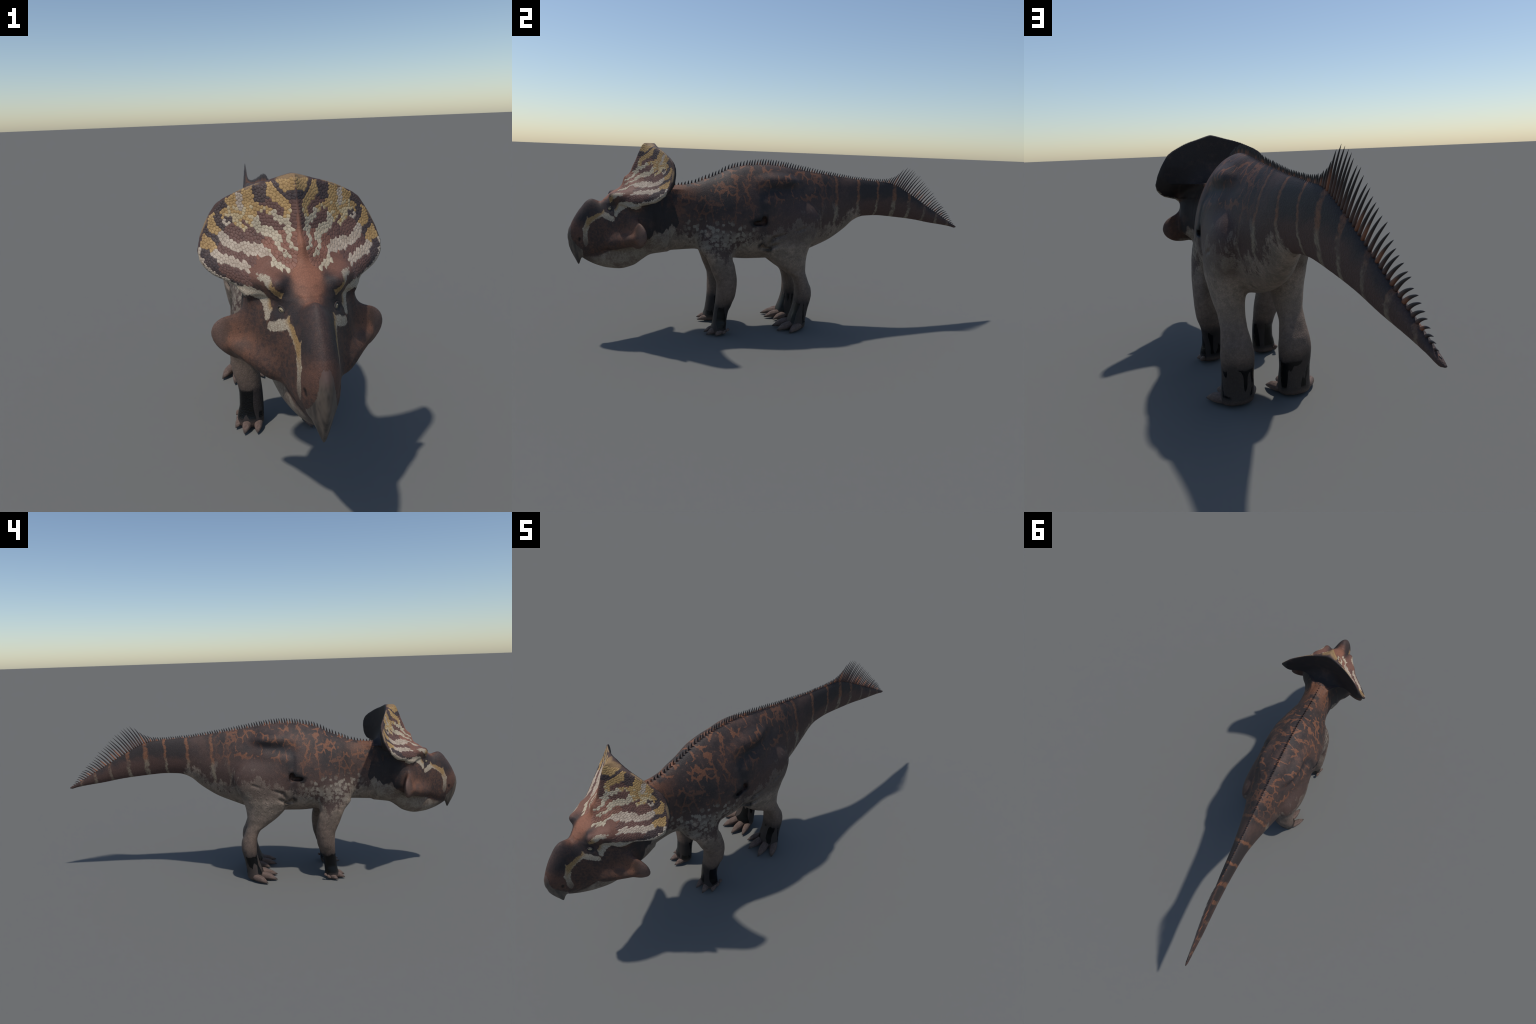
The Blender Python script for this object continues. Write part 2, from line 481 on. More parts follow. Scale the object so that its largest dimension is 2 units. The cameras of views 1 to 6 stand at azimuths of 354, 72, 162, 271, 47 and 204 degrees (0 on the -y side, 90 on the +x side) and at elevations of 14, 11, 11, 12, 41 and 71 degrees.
class Mat:
    def __init__(self, name):
        self.mat = bpy.data.materials.new(name)
        self.mat.use_nodes = True
        self.nodes = self.mat.node_tree.nodes
        self.links = self.mat.node_tree.links
        self.nodes.clear()
        self.out = self.nodes.new("ShaderNodeOutputMaterial")
        self.bsdf = self.nodes.new("ShaderNodeBsdfPrincipled")
        self.links.new(self.bsdf.outputs[0], self.out.inputs[0])
        tc = self.nodes.new("ShaderNodeTexCoord")
        self.obj = tc.outputs["Object"]
        self.gen = tc.outputs["Generated"]
        sp = self.nodes.new("ShaderNodeSeparateXYZ")
        self.links.new(self.obj, sp.inputs[0])
        self.x, self.y, self.z = [N(self, sp.outputs[i]) for i in range(3)]
        self.ax = self.x.abs()

    def vec(self, x, y, z):
        c = self.nodes.new("ShaderNodeCombineXYZ")
        for i, o in enumerate((x, y, z)):
            if isinstance(o, N):
                self.links.new(o.s, c.inputs[i])
            else:
                c.inputs[i].default_value = o
        return c.outputs[0]

    def noise(self, vec, scale, detail=3.0, rough=0.55, dist=0.0, color=False):
        nd = self.nodes.new("ShaderNodeTexNoise")
        nd.inputs["Scale"].default_value = scale
        nd.inputs["Detail"].default_value = detail
        nd.inputs["Roughness"].default_value = rough
        nd.inputs["Distortion"].default_value = dist
        self.links.new(vec, nd.inputs["Vector"])
        return nd.outputs["Color"] if color else N(self, nd.outputs["Fac"])

    def voronoi(self, vec, scale, feature="F1", rand=1.0):
        nd = self.nodes.new("ShaderNodeTexVoronoi")
        nd.feature = feature
        nd.inputs["Scale"].default_value = scale
        nd.inputs["Randomness"].default_value = rand
        self.links.new(vec, nd.inputs["Vector"])
        return nd

    def vmath(self, op, a, b=None, scale=None):
        nd = self.nodes.new("ShaderNodeVectorMath")
        nd.operation = op
        for i, o in enumerate((a, b)):
            if o is None:
                continue
            if isinstance(o, (tuple, list)):
                nd.inputs[i].default_value = o
            else:
                self.links.new(o, nd.inputs[i])
        if scale is not None:
            if isinstance(scale, N):
                self.links.new(scale.s, nd.inputs["Scale"])
            else:
                nd.inputs["Scale"].default_value = scale
        return nd

    def warp(self, vec, scale, amount, detail=2.0):
        c = self.noise(vec, scale, detail, color=True)
        c = self.vmath("SUBTRACT", c, (0.5, 0.5, 0.5)).outputs[0]
        c = self.vmath("SCALE", c, scale=amount).outputs[0]
        return self.vmath("ADD", vec, c).outputs[0]

    def stroke(self, vec, pts):
        """signed distance to a tapering 3D brush stroke [(x, y, z, r), ...]"""
        best = None
        for a, b in zip(pts[:-1], pts[1:]):
            A, B = Vector(a[:3]), Vector(b[:3])
            ba = B - A
            pa = self.vmath("SUBTRACT", vec, tuple(A)).outputs[0]
            dt = N(self, self.vmath("DOT_PRODUCT", pa, tuple(ba)).outputs["Value"])
            h = dt._op("MULTIPLY", 1.0 / max(ba.length_squared, 1e-9), clamp=True)
            off = self.vmath("SCALE", tuple(ba), scale=h).outputs[0]
            dd = self.vmath("SUBTRACT", pa, off).outputs[0]
            ln = N(self, self.vmath("LENGTH", dd).outputs["Value"])
            d = ln - (h * (b[3] - a[3]) + a[3])
            best = d if best is None else best.min(d)
        return best

    def mix(self, fac, a, b):
        nd = self.nodes.new("ShaderNodeMix")
        nd.data_type = "RGBA"
        nd.clamp_factor = True
        if isinstance(fac, N):
            self.links.new(fac.s, nd.inputs[0])
        else:
            nd.inputs[0].default_value = fac
        for i, o in ((6, a), (7, b)):
            if isinstance(o, tuple):
                nd.inputs[i].default_value = (*o, 1.0)
            else:
                self.links.new(o, nd.inputs[i])
        return nd.outputs[2]

    def shade(self, col, amount):
        """multiply a colour by a scalar field"""
        nd = self.vmath("SCALE", col, scale=amount)
        return nd.outputs[0]

    def bump(self, height, strength=0.4, distance=0.002):
        b = self.nodes.new("ShaderNodeBump")
        b.inputs["Strength"].default_value = strength
        b.inputs["Distance"].default_value = distance
        self.links.new(height.s, b.inputs["Height"])
        self.links.new(b.outputs[0], self.bsdf.inputs["Normal"])

    def finish(self, col, rough=0.6, spec=0.35):
        if isinstance(col, tuple):
            self.bsdf.inputs["Base Color"].default_value = (*col, 1)
        else:
            self.links.new(col, self.bsdf.inputs["Base Color"])
        if isinstance(rough, N):
            self.links.new(rough.s, self.bsdf.inputs["Roughness"])
        else:
            self.bsdf.inputs["Roughness"].default_value = rough
        self.bsdf.inputs["Specular IOR Level"].default_value = spec
        return self.mat


# palette (linear base colours)
BLACK = (0.006, 0.006, 0.007)
CHARCOAL = (0.041, 0.032, 0.030)
UMBER = (0.086, 0.052, 0.042)
RUST = (0.190, 0.082, 0.046)
PALE = (0.285, 0.214, 0.164)
CLAY = (0.190, 0.133, 0.102)
CREAM = (0.560, 0.470, 0.340)
PINK = (0.560, 0.400, 0.320)
GOLD = (0.400, 0.240, 0.075)


def body_skin():
    m = Mat("body_skin")
    sym = m.vec(m.ax, m.y, m.z)
    n_big = m.noise(sym, 5.0, 3.0)
    n_mid = m.noise(sym, 16.0, 4.0, 0.6)
    n_fine = m.noise(sym, 70.0, 4.0, 0.65)
    # --- back: charcoal with umber and rusty broken streaks
    dark = m.mix((n_big * 0.6 + n_mid * 0.5).step(0.47, 0.68), CHARCOAL, UMBER)
    dark = m.mix(m.z.step(0.60, 0.50) * 0.75, dark, UMBER)
    dark = m.mix((m.z + (n_mid - 0.5) * 0.12).step(0.675, 0.60) * m.y.step(-0.12, 0.02) * 0.8, dark, UMBER)
    wv = m.warp(m.warp(m.warp(sym, 11.0, 0.022, 2.0), 60.0, 0.012, 2.0), 170.0, 0.006, 1.0)
    wn = m.nodes.new("ShaderNodeMapping")
    wn.inputs["Scale"].default_value = (0.62, 1.15, 0.62)
    m.links.new(wv, wn.inputs["Vector"])
    edge = N(m, m.voronoi(wn.outputs[0], 25.0, "DISTANCE_TO_EDGE").outputs["Distance"])
    swell = (m.noise(wv, 19.0, 1.0) - 0.445) * 1.0
    grain = m.noise(sym, 230.0, 2.0)
    swell = swell.min(0.078) + (n_fine - 0.5) * 0.09 + (grain - 0.5) * 0.05
    vein = (swell - edge).step(-0.012, 0.016)
    zone = (m.z + (n_big - 0.5) * 0.14).step(0.585, 0.655) * m.y.step(0.32, 0.06)
    blotch = (n_mid * 0.55 + n_fine * 0.55).step(0.60, 0.66) * m.z.step(0.48, 0.55) * m.y.step(-0.02, -0.18)
    rust = (vein * zone).max(blotch * 0.5).max(vein * m.z.step(0.50, 0.56) * m.y.step(-0.08, -0.20) * 0.5).max(m.z.step(0.58, 0.67) * m.y.step(-0.40, -0.54) * (n_mid * 0.7 + n_fine * 0.4).step(0.52, 0.62) * 0.85)
    col = m.mix(rust * (n_fine.step(0.25, 0.55) * 0.25 + 0.75), dark, RUST)
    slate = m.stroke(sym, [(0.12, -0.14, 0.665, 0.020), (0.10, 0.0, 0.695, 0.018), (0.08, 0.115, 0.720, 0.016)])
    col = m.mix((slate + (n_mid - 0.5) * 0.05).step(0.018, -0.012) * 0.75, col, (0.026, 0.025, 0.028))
    # --- pale underside with a ragged upper edge
    lim = m.y.curve([(-0.62, 0.50), (-0.52, 0.495), (-0.45, 0.430), (-0.39, 0.37), (-0.30, 0.37), (-0.25, 0.435),
                     (-0.16, 0.440), (-0.10, 0.475), (0.00, 0.490), (0.10, 0.480), (0.20, 0.510), (0.30, 0.545),
                     (0.37, 0.560), (0.42, 0.52), (0.55, 0.40), (1.0, 0.30)], -0.62, 1.0)
    streak = m.vec(m.ax * 1.0, m.y, m.z * 0.35)
    n_str = m.noise(streak, 26.0, 4.0, 0.6)
    rag = (n_str - 0.5) * 0.19 + (n_mid - 0.5) * 0.10 + (n_fine - 0.5) * 0.06 + (m.noise(sym, 230.0, 2.0) - 0.5) * 0.05 + (n_big - 0.5) * 0.24 * m.y.step(-0.16, -0.05)
    pale_m = (lim + rag - m.z).step(-0.014, 0.018)
    pale_c = m.mix((n_mid * 0.6 + n_fine * 0.4).step(0.40, 0.62), (0.175, 0.135, 0.103), PALE)
    col = m.mix(pale_m, col, pale_c)
    wisp = (m.noise(m.vec(m.ax, m.y + m.z * 0.25, m.z * 0.22), 34.0, 4.0, 0.65) + (grain - 0.5) * 0.10).step(0.565, 0.63)
    wisp = wisp * m.y.step(-0.06, 0.03) * m.y.step(0.36, 0.27) * (m.z - m.y * 0.15).step(0.615, 0.53)
    col = m.mix(wisp * pale_m.inv() * 0.6, col, (0.215, 0.170, 0.132))
    smut = (n_big * 0.5 + n_mid * 0.5 + (n_fine - 0.5) * 0.2).step(0.46, 0.53) * m.y.step(-0.16, -0.10) * m.y.step(0.36, 0.20) * m.z.step(0.40, 0.46)
    col = m.mix(smut * pale_m * 0.75, col, (0.090, 0.062, 0.050))
    # grey lichen-like pebbles over the shoulder
    pv = m.warp(m.warp(sym, 45.0, 0.022, 3.0), 140.0, 0.007, 2.0)
    peb = m.voronoi(pv, 40.0, "F1", 1.0)
    pd = N(m, peb.outputs["Distance"])
    pick = N(m, peb.outputs["Color"]).step(0.30, 0.36)
    low = m.z.step(0.50, 0.46)
    pz = m.y.step(-0.53, -0.45) * m.y.step(-0.15, -0.24) * m.z.step(0.385, 0.42) * (m.z + (n_mid - 0.5) * 0.10).step(0.545, 0.52)
    lace = (n_mid * 0.5 + n_fine * 0.6).step(0.51, 0.57) * low * 0.7
    peb_m = (pd + (n_fine - 0.5) * 0.45).step(0.46, 0.33) * pick
    col = m.mix(peb_m.max(lace) * pz * 0.85, col, (0.255, 0.215, 0.168))
    # --- tail: thin wavering rings, rusty above and pale below
    wob = m.y + (m.noise(m.vec(0.0, 0.0, m.z), 16.0, 3.0) - 0.5) * 0.055 + (n_fine - 0.5) * 0.022
    rings = None
    for yc, w in ((0.165, 0.006), (0.248, 0.008), (0.372, 0.008), (0.487, 0.0065), (0.588, 0.012), (0.683, 0.0095),
                  (0.782, 0.008), (0.868, 0.008), (0.944, 0.006)):
        r = (wob - (m.z - 0.62) * 0.06 - yc).abs().step(w * 1.35, w * 0.5)
        rings = r if rings is None else rings.max(r)
    tail_zone = m.y.step(0.10, 0.26)
    tail_hi = (m.z - m.y.curve([(0.2, 0.60), (0.40, 0.635), (0.60, 0.640), (0.80, 0.585), (1.0, 0.49)], 0.2, 1.0)
               + (n_mid - 0.5) * 0.10)
    tail_c = m.mix(tail_hi.step(-0.03, 0.02), (0.088, 0.050, 0.041), CHARCOAL)
    ring_c = m.mix(tail_hi.step(-0.035, 0.01), (0.235, 0.185, 0.130), (0.205, 0.090, 0.048))
    tz = m.y.step(0.33, 0.42)
    col = m.mix(tz * pale_m.inv(), col, tail_c)
    col = m.mix(rings * tail_zone * pale_m.inv() * ((n_fine * 0.6 + n_mid * 0.6).step(0.46, 0.66) * 0.75 + 0.2) * m.y.step(0.92, 0.66).max(0.75), col, ring_c)
    # --- limbs: dusty clay, dark ankles with glossy black patches
    legy = m.y.step(0.22, 0.16)
    leg = m.z.step(0.40, 0.27)
    clay = m.mix((n_mid * 0.55 + n_fine * 0.55).step(0.42, 0.66), (0.135, 0.098, 0.076), CLAY)
    clay = m.mix(m.z.step(0.27, 0.13) * 0.65, clay, (0.095, 0.068, 0.055))
    clay = m.mix(m.y.step(-0.2, -0.1) * m.z.step(0.22, 0.36) * 0.6, clay, PALE)
    col = m.mix(leg * legy, col, clay)
    vert = m.vec(m.x * 1.0, m.y * 1.0, m.z * 0.16)
    n_ankle = m.noise(vert, 26.0, 1.0)
    top = (n_ankle - 0.5) * 0.035 + (n_fine - 0.5) * 0.01
    hind = m.y.step(-0.2, -0.1)
    ankle_dark = (m.z + top + hind * -0.012).step(0.165, 0.118)
    ankle_brown = m.mix(hind, (0.024, 0.019, 0.018), (0.050, 0.038, 0.033))
    col = m.mix(ankle_dark * 0.95, col, ankle_brown)
    gloss = (m.z + top).step(0.140, 0.128) * (n_ankle + (n_mid - 0.5) * 0.10 + hind * -0.035).step(0.455, 0.475) * m.z.step(0.026, 0.040)
    col = m.mix(gloss, col, (0.0025, 0.0025, 0.003))
    # dusty toes-end rim of the foot
    col = m.mix(m.z.step(0.030, 0.012) * 0.8, col, (0.110, 0.075, 0.060))
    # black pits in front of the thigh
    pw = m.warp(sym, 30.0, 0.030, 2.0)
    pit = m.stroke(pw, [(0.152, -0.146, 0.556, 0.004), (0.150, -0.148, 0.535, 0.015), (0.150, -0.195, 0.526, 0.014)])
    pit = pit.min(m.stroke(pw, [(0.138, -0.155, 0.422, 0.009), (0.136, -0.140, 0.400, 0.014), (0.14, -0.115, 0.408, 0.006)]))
    pit_dark = (pit + (n_mid - 0.5) * 0.02).step(0.018, -0.003)
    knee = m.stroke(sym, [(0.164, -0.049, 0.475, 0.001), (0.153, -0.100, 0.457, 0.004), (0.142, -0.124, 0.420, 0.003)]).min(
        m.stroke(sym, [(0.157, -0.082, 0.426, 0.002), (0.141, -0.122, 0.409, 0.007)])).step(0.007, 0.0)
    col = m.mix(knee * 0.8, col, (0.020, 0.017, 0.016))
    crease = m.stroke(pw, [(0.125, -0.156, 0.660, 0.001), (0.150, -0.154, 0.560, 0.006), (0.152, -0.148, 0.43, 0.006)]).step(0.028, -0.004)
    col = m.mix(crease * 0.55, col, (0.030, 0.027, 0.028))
    col = m.mix(pit_dark * 0.93, col, BLACK)
    plate = N(m, m.voronoi(m.warp(sym, 60.0, 0.004), 125.0, "DISTANCE_TO_EDGE").outputs["Distance"]).step(0.0, 0.22)
    col = m.shade(col, (n_fine * 0.40 + grain * 0.36 + 0.62) * (plate * 0.16 + 0.87))
    # --- fine pebbly skin, small warts on the thigh
    gr = N(m, m.voronoi(sym, 260.0, "DISTANCE_TO_EDGE").outputs["Distance"]).step(0.0, 0.35)
    wart = N(m, m.voronoi(sym, 55.0, "F1").outputs["Distance"]).step(0.30, 0.18) * m.y.step(-0.14, -0.08) \
        * m.y.step(0.18, 0.10) * m.z.step(0.54, 0.48) * m.z.step(0.28, 0.36)
    m.bump(gr * 0.2 + plate * 0.22 + wart * 1.2 + n_fine * 0.6 + n_str * 1.2 * (pale_m * 0.7 + 0.3), 0.6, 0.0017)
    rough = (gloss * -0.42) + 0.60
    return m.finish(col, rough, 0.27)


def head_skin():
    m = Mat("head_skin")
    sym = m.vec(m.ax, m.y, m.z)
    n_big = m.noise(sym, 7.0, 3.0)
    n_mid = m.noise(sym, 22.0, 4.0, 0.6)
    n_fine = m.noise(sym, 110.0, 4.0, 0.65)
    cells = m.voronoi(sym, 190.0, "DISTANCE_TO_EDGE")
    seam = N(m, cells.outputs["Distance"]).step(0.02, 0.16)
    # base: dark umber face, warmer on cheek flap and forehead
    col = m.mix((n_mid * 0.5 + n_fine * 0.5).step(0.40, 0.62), (0.052, 0.035, 0.031), (0.108, 0.055, 0.038))
    cheek = m.stroke(sym, [(0.14, -0.75, 0.47, 0.02), (0.19, -0.70, 0.475, 0.045)])
    col = m.mix((cheek + (n_mid - 0.5) * 0.05).step(0.05, -0.01) * 0.85, col, m.mix(n_mid.step(0.40, 0.62), (0.110, 0.060, 0.042), (0.190, 0.085, 0.050)))
    col = m.mix(m.ax.step(0.180, 0.205) * m.z.step(0.58, 0.53) * 0.8, col, (0.145, 0.092, 0.074))
    snout = m.stroke(sym, [(0.018, -0.975, 0.50, 0.020), (0.030, -0.945, 0.47, 0.024)])
    col = m.mix((snout + (n_mid - 0.5) * 0.03).step(0.03, -0.02) * 0.6, col, (0.150, 0.072, 0.050))
    fore = m.stroke(sym, [(0.0, -0.862, 0.610, 0.024), (0.0, -0.79, 0.655, 0.040), (0.0, -0.745, 0.715, 0.018), (0.0, -0.71, 0.79, 0.008)])
    col = m.mix((fore + (n_fine - 0.5) * 0.02).step(0.012, -0.010), col, m.mix(n_mid.step(0.35, 0.65), (0.150, 0.070, 0.045), (0.265, 0.115, 0.070)))
    # dark mask: around the eye, along the snout ridge side
    mask = m.stroke(sym, [(0.062, -0.800, 0.645, 0.010), (0.052, -0.835, 0.605, 0.014), (0.073, -0.822, 0.570, 0.017)])
    mask = mask.min(m.stroke(sym, [(0.046, -0.850, 0.590, 0.014), (0.034, -0.900, 0.572, 0.012), (0.026, -0.945, 0.530, 0.010)]) * 0.6)
    col = m.mix((mask + (n_mid - 0.5) * 0.03).step(0.022, -0.010) * 0.88, col, (0.032, 0.027, 0.028))
    bump_top = m.stroke(sym, [(0.0, -0.885, 0.620, 0.018), (0.0, -0.975, 0.535, 0.014)])
    col = m.mix((bump_top + (n_mid - 0.5) * 0.03).step(0.030, -0.02) * 0.7, col, (0.070, 0.048, 0.044))
    band = m.stroke(sym, [(0.105, -0.775, 0.638, 0.004), (0.14, -0.72, 0.624, 0.007), (0.215, -0.640, 0.640, 0.008), (0.235, -0.610, 0.675, 0.006)])
    col = m.mix((band + (n_fine - 0.5) * 0.012).step(0.010, -0.004) * 0.92, col, (0.040, 0.030, 0.030))
    # frill ground colour, darkening to the rim
    on_frill = (m.z + m.ax * 0.35).step(0.660, 0.682) * m.y.step(-0.50, -0.60) * m.z.step(0.60, 0.63)
    inner = m.stroke(sym, [(0.0, -0.79, 0.65, 0.06), (0.07, -0.73, 0.68, 0.05)])
    fcol = m.mix(inner.step(0.10, 0.0), (0.080, 0.048, 0.042), (0.190, 0.090, 0.064))
    col = m.mix(on_frill, col, fcol)
    keel = m.stroke(sym, [(0.0, -0.80, 0.645, 0.030), (0.0, -0.76, 0.70, 0.014), (0.0, -0.70, 0.80, 0.006)])
    col = m.mix((keel + (n_fine - 0.5) * 0.014).step(0.010, -0.004), col, m.mix(m.z.step(0.70, 0.84), (0.270, 0.115, 0.070), (0.105, 0.058, 0.048)))
    crown = m.stroke(sym, [(0.0, -0.665, 0.866, 0.020), (0.030, -0.640, 0.860, 0.012)])
    col = m.mix((crown + (n_fine - 0.5) * 0.02).step(0.008, -0.006) * 0.85, col, m.mix(n_mid, (0.230, 0.130, 0.062), (0.380, 0.250, 0.115)))
    edge_p = m.stroke(sym, [(0.085, -0.612, 0.845, 0.006), (0.118, -0.599, 0.834, 0.009), (0.150, -0.586, 0.821, 0.007)])
    edge_p = edge_p.min(m.stroke(sym, [(0.212, -0.570, 0.768, 0.003), (0.226, -0.572, 0.742, 0.008), (0.236, -0.577, 0.715, 0.006)]))
    col = m.mix((edge_p + (n_mid - 0.5) * 0.02).step(0.006, -0.004) * 0.8, col, (0.340, 0.225, 0.120))
    # face stripes: pale lip of the frill, brow stripe, stripe behind and below the eye
    jag = m.vmath("ADD", m.warp(sym, 55.0, 0.016, 2.0), (0, 0, 0)).outputs[0]
    jag = m.warp(jag, 160.0, 0.006, 1.0)
    s = m.stroke(jag, [(0.247, -0.600, 0.684, 0.006), (0.243, -0.614, 0.648, 0.010), (0.226, -0.636, 0.622, 0.014), (0.207, -0.650, 0.610, 0.015),
                       (0.179, -0.672, 0.602, 0.015), (0.150, -0.712, 0.600, 0.016), (0.118, -0.748, 0.608, 0.014),
                       (0.099, -0.778, 0.594, 0.016), (0.092, -0.797, 0.574, 0.012), (0.093, -0.800, 0.556, 0.008)])
    s2 = m.stroke(jag, [(0.112, -0.745, 0.645, 0.005), (0.094, -0.785, 0.643, 0.008), (0.080, -0.806, 0.633, 0.012),
                        (0.066, -0.822, 0.614, 0.008)])
    s3 = m.stroke(jag, [(0.090, -0.812, 0.536, 0.009), (0.074, -0.834, 0.548, 0.015), (0.060, -0.858, 0.556, 0.013),
                        (0.050, -0.888, 0.540, 0.011), (0.043, -0.912, 0.522, 0.012), (0.045, -0.926, 0.480, 0.012), (0.050, -0.926, 0.420, 0.009)])
    s4 = m.stroke(jag, [(0.052, -0.852, 0.577, 0.004), (0.058, -0.856, 0.556, 0.012)]).min(
        m.stroke(jag, [(0.033, -0.915, 0.538, 0.004), (0.042, -0.908, 0.520, 0.009)]))
    fade = m.z.step(0.415, 0.50)
    fade = fade * 0.75 + 0.25
    gold_fac = m.stroke(sym, [(0.076, -0.815, 0.63, 0.012), (0.066, -0.830, 0.61, 0.012)]).min(
        m.stroke(sym, [(0.082, -0.803, 0.60, 0.010), (0.08, -0.80, 0.585, 0.010)])).min(
        m.stroke(sym, [(0.050, -0.862, 0.57, 0.014), (0.04, -0.905, 0.53, 0.014), (0.030, -0.925, 0.48, 0.006)]))
    stripe_c = m.mix((gold_fac + (n_mid - 0.5) * 0.02).step(0.012, -0.006), (0.42, 0.355, 0.265), (0.33, 0.205, 0.085))
    stripe_c = m.mix(seam.inv() * 0.35, stripe_c, (0.20, 0.10, 0.06))
    sm = s.min(s2).step(0.0015, -0.0010)
    sm3 = s3.min(s4).step(0.0015, -0.0015) * fade
    col = m.mix(sm.max(sm3), col, stripe_c)
    # pale lower jaw and throat below the lip
    lip = m.y.curve([(-1.0, 0.330), (-0.946, 0.352), (-0.935, 0.362), (-0.90, 0.366), (-0.87, 0.372), (-0.838, 0.389), (-0.807, 0.403),
                     (-0.758, 0.417), (-0.725, 0.428), (-0.70, 0.432), (-0.67, 0.455), (-0.63, 0.49), (-0.50, 0.50)], -1.0, -0.5)
    back_rag = (m.noise(m.vec(m.ax, m.y, m.z * 0.4), 26.0, 4.0) - 0.5) * 0.12 * m.y.step(-0.68, -0.64)
    lowj = (lip + back_rag - m.z).step(-0.004, 0.006) * m.ax.step(0.165, 0.145)
    jc = m.mix((n_mid * 0.6 + n_fine * 0.4).step(0.38, 0.60), (0.165, 0.118, 0.090), (0.265, 0.215, 0.165))
    jc = m.mix(m.y.step(-0.86, -0.93), jc, (0.090, 0.065, 0.052))
    col = m.mix(lowj, col, jc)
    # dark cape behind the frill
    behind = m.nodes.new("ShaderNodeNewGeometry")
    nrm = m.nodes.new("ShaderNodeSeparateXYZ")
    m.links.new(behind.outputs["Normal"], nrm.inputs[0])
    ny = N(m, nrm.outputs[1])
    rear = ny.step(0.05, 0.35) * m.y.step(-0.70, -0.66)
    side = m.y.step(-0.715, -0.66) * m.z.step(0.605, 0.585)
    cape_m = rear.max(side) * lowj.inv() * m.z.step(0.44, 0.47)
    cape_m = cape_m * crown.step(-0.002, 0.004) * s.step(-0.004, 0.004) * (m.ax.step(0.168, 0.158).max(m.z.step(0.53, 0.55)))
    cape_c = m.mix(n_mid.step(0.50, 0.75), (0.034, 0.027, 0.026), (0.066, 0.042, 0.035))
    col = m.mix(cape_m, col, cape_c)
    # nostril
    nos = m.stroke(sym, [(0.040, -0.951, 0.446, 0.004), (0.040, -0.953, 0.438, 0.004)])
    col = m.mix(nos.step(0.006, -0.001), col, (0.010, 0.008, 0.008))
    specks = N(m, m.voronoi(sym, 70.0, "F1").outputs["Distance"]).step(0.24, 0.14) * n_mid.step(0.45, 0.6)
    col = m.mix(specks * m.z.step(0.60, 0.57) * 0.5 * lowj.inv(), col, (0.030, 0.022, 0.022))
    col = m.shade(col, (n_fine * 0.30 + 0.78) * (seam * 0.20 + 0.83))
    m.bump(seam * 0.35 + n_fine * 0.6, 0.35, 0.0012)
    return m.finish(col, 0.62, 0.24)


def beak_horn():
    m = Mat("beak_horn")
    st = m.vec(m.ax * 1.0, m.y, m.z * 0.3)
    n = m.noise(st, 45.0, 4.0, 0.6)
    col = m.mix(n.step(0.35, 0.65), (0.045, 0.036, 0.030), (0.115, 0.088, 0.068))
    col = m.mix(m.z.step(0.46, 0.50), col, (0.100, 0.060, 0.048))
    col = m.mix((m.y + (n - 0.5) * 0.02).step(-0.958, -0.935) * 0.6, col, (0.165, 0.130, 0.100))
    m.bump(n, 0.35, 0.002)
    return m.finish(col, 0.50, 0.4)


def simple_scale(name, a, b, rough=0.6):
    m = Mat(name)
    n = m.noise(m.obj, 130.0, 4.0, 0.6)
    n2 = m.noise(m.obj, 24.0, 2.0)
    col = m.mix((n * 0.6 + n2 * 0.5).step(0.38, 0.68), a, b)
    m.bump(n, 0.4, 0.001)
    return m.finish(col, rough, 0.35)


def spike_mat():
    m = Mat("spike_horn")
    sp = m.nodes.new("ShaderNodeSeparateXYZ")
    m.links.new(m.gen, sp.inputs[0])
    h = N(m, sp.outputs[2])
    oi = m.nodes.new("ShaderNodeObjectInfo")
    rnd = N(m, oi.outputs["Random"])
    n = m.noise(m.obj, 20.0, 2.0)
    low = m.mix(rnd.step(0.70, 0.80), (0.085, 0.045, 0.035), (0.23, 0.088, 0.045))
    col = m.mix((h + (n - 0.5) * 0.3 - rnd * 0.25).step(0.05, 0.45), low, (0.026, 0.020, 0.020))
    return m.finish(col, 0.5, 0.4)


def toe_mat():
    m = Mat("toe_skin")
    n = m.noise(m.obj, 3.0, 4.0)
    n2 = m.noise(m.obj, 14.0, 3.0)
    col = m.mix((n * 0.5 + n2 * 0.5).step(0.38, 0.62), (0.105, 0.070, 0.057), (0.195, 0.132, 0.105))
    col = m.mix(m.y.step(-0.80, -0.97), col, (0.060, 0.045, 0.038))
    ring = N(m, m.voronoi(m.obj, 14.0, "DISTANCE_TO_EDGE").outputs["Distance"]).step(0.0, 0.25)
    m.bump(ring * 0.6 + n2, 0.4, 0.03)
    return m.finish(col, 0.6, 0.3)


def eye_mat():
    m = Mat("eye_surface")
    slit = m.vec(m.y * 1.0, m.z * 3.2, 0.0)
    # pupil is a slanting slit on the outward (local +x) side
    d = (m.z * 0.85 + m.y * 0.5).abs() * 2.6 + (m.y * 0.85 - m.z * 0.5).abs() * 0.75
    iris = m.mix(d.step(0.30, 0.75), (0.27, 0.17, 0.075), (0.30, 0.24, 0.15))
    col = m.mix(d.step(0.50, 0.38), iris, BLACK)
    return m.finish(col, 0.15, 0.5)


BODY_MAT, HEAD_MAT, BEAK_MAT = body_skin(), head_skin(), beak_horn()

# --------------------------------------------------------------------------
# split the one body surface into named regions
# --------------------------------------------------------------------------
def grid_value(field, pts):
    i = np.clip((np.abs(pts[:, 0]) / DX - 0.5).round().astype(int), 0, NX - 1)
    j = np.clip(np.searchsorted(ys, pts[:, 1]), 0, NY - 1)
    k = np.clip(np.searchsorted(zs, pts[:, 2]), 0, NZ - 1)
    return field[i, j, k]


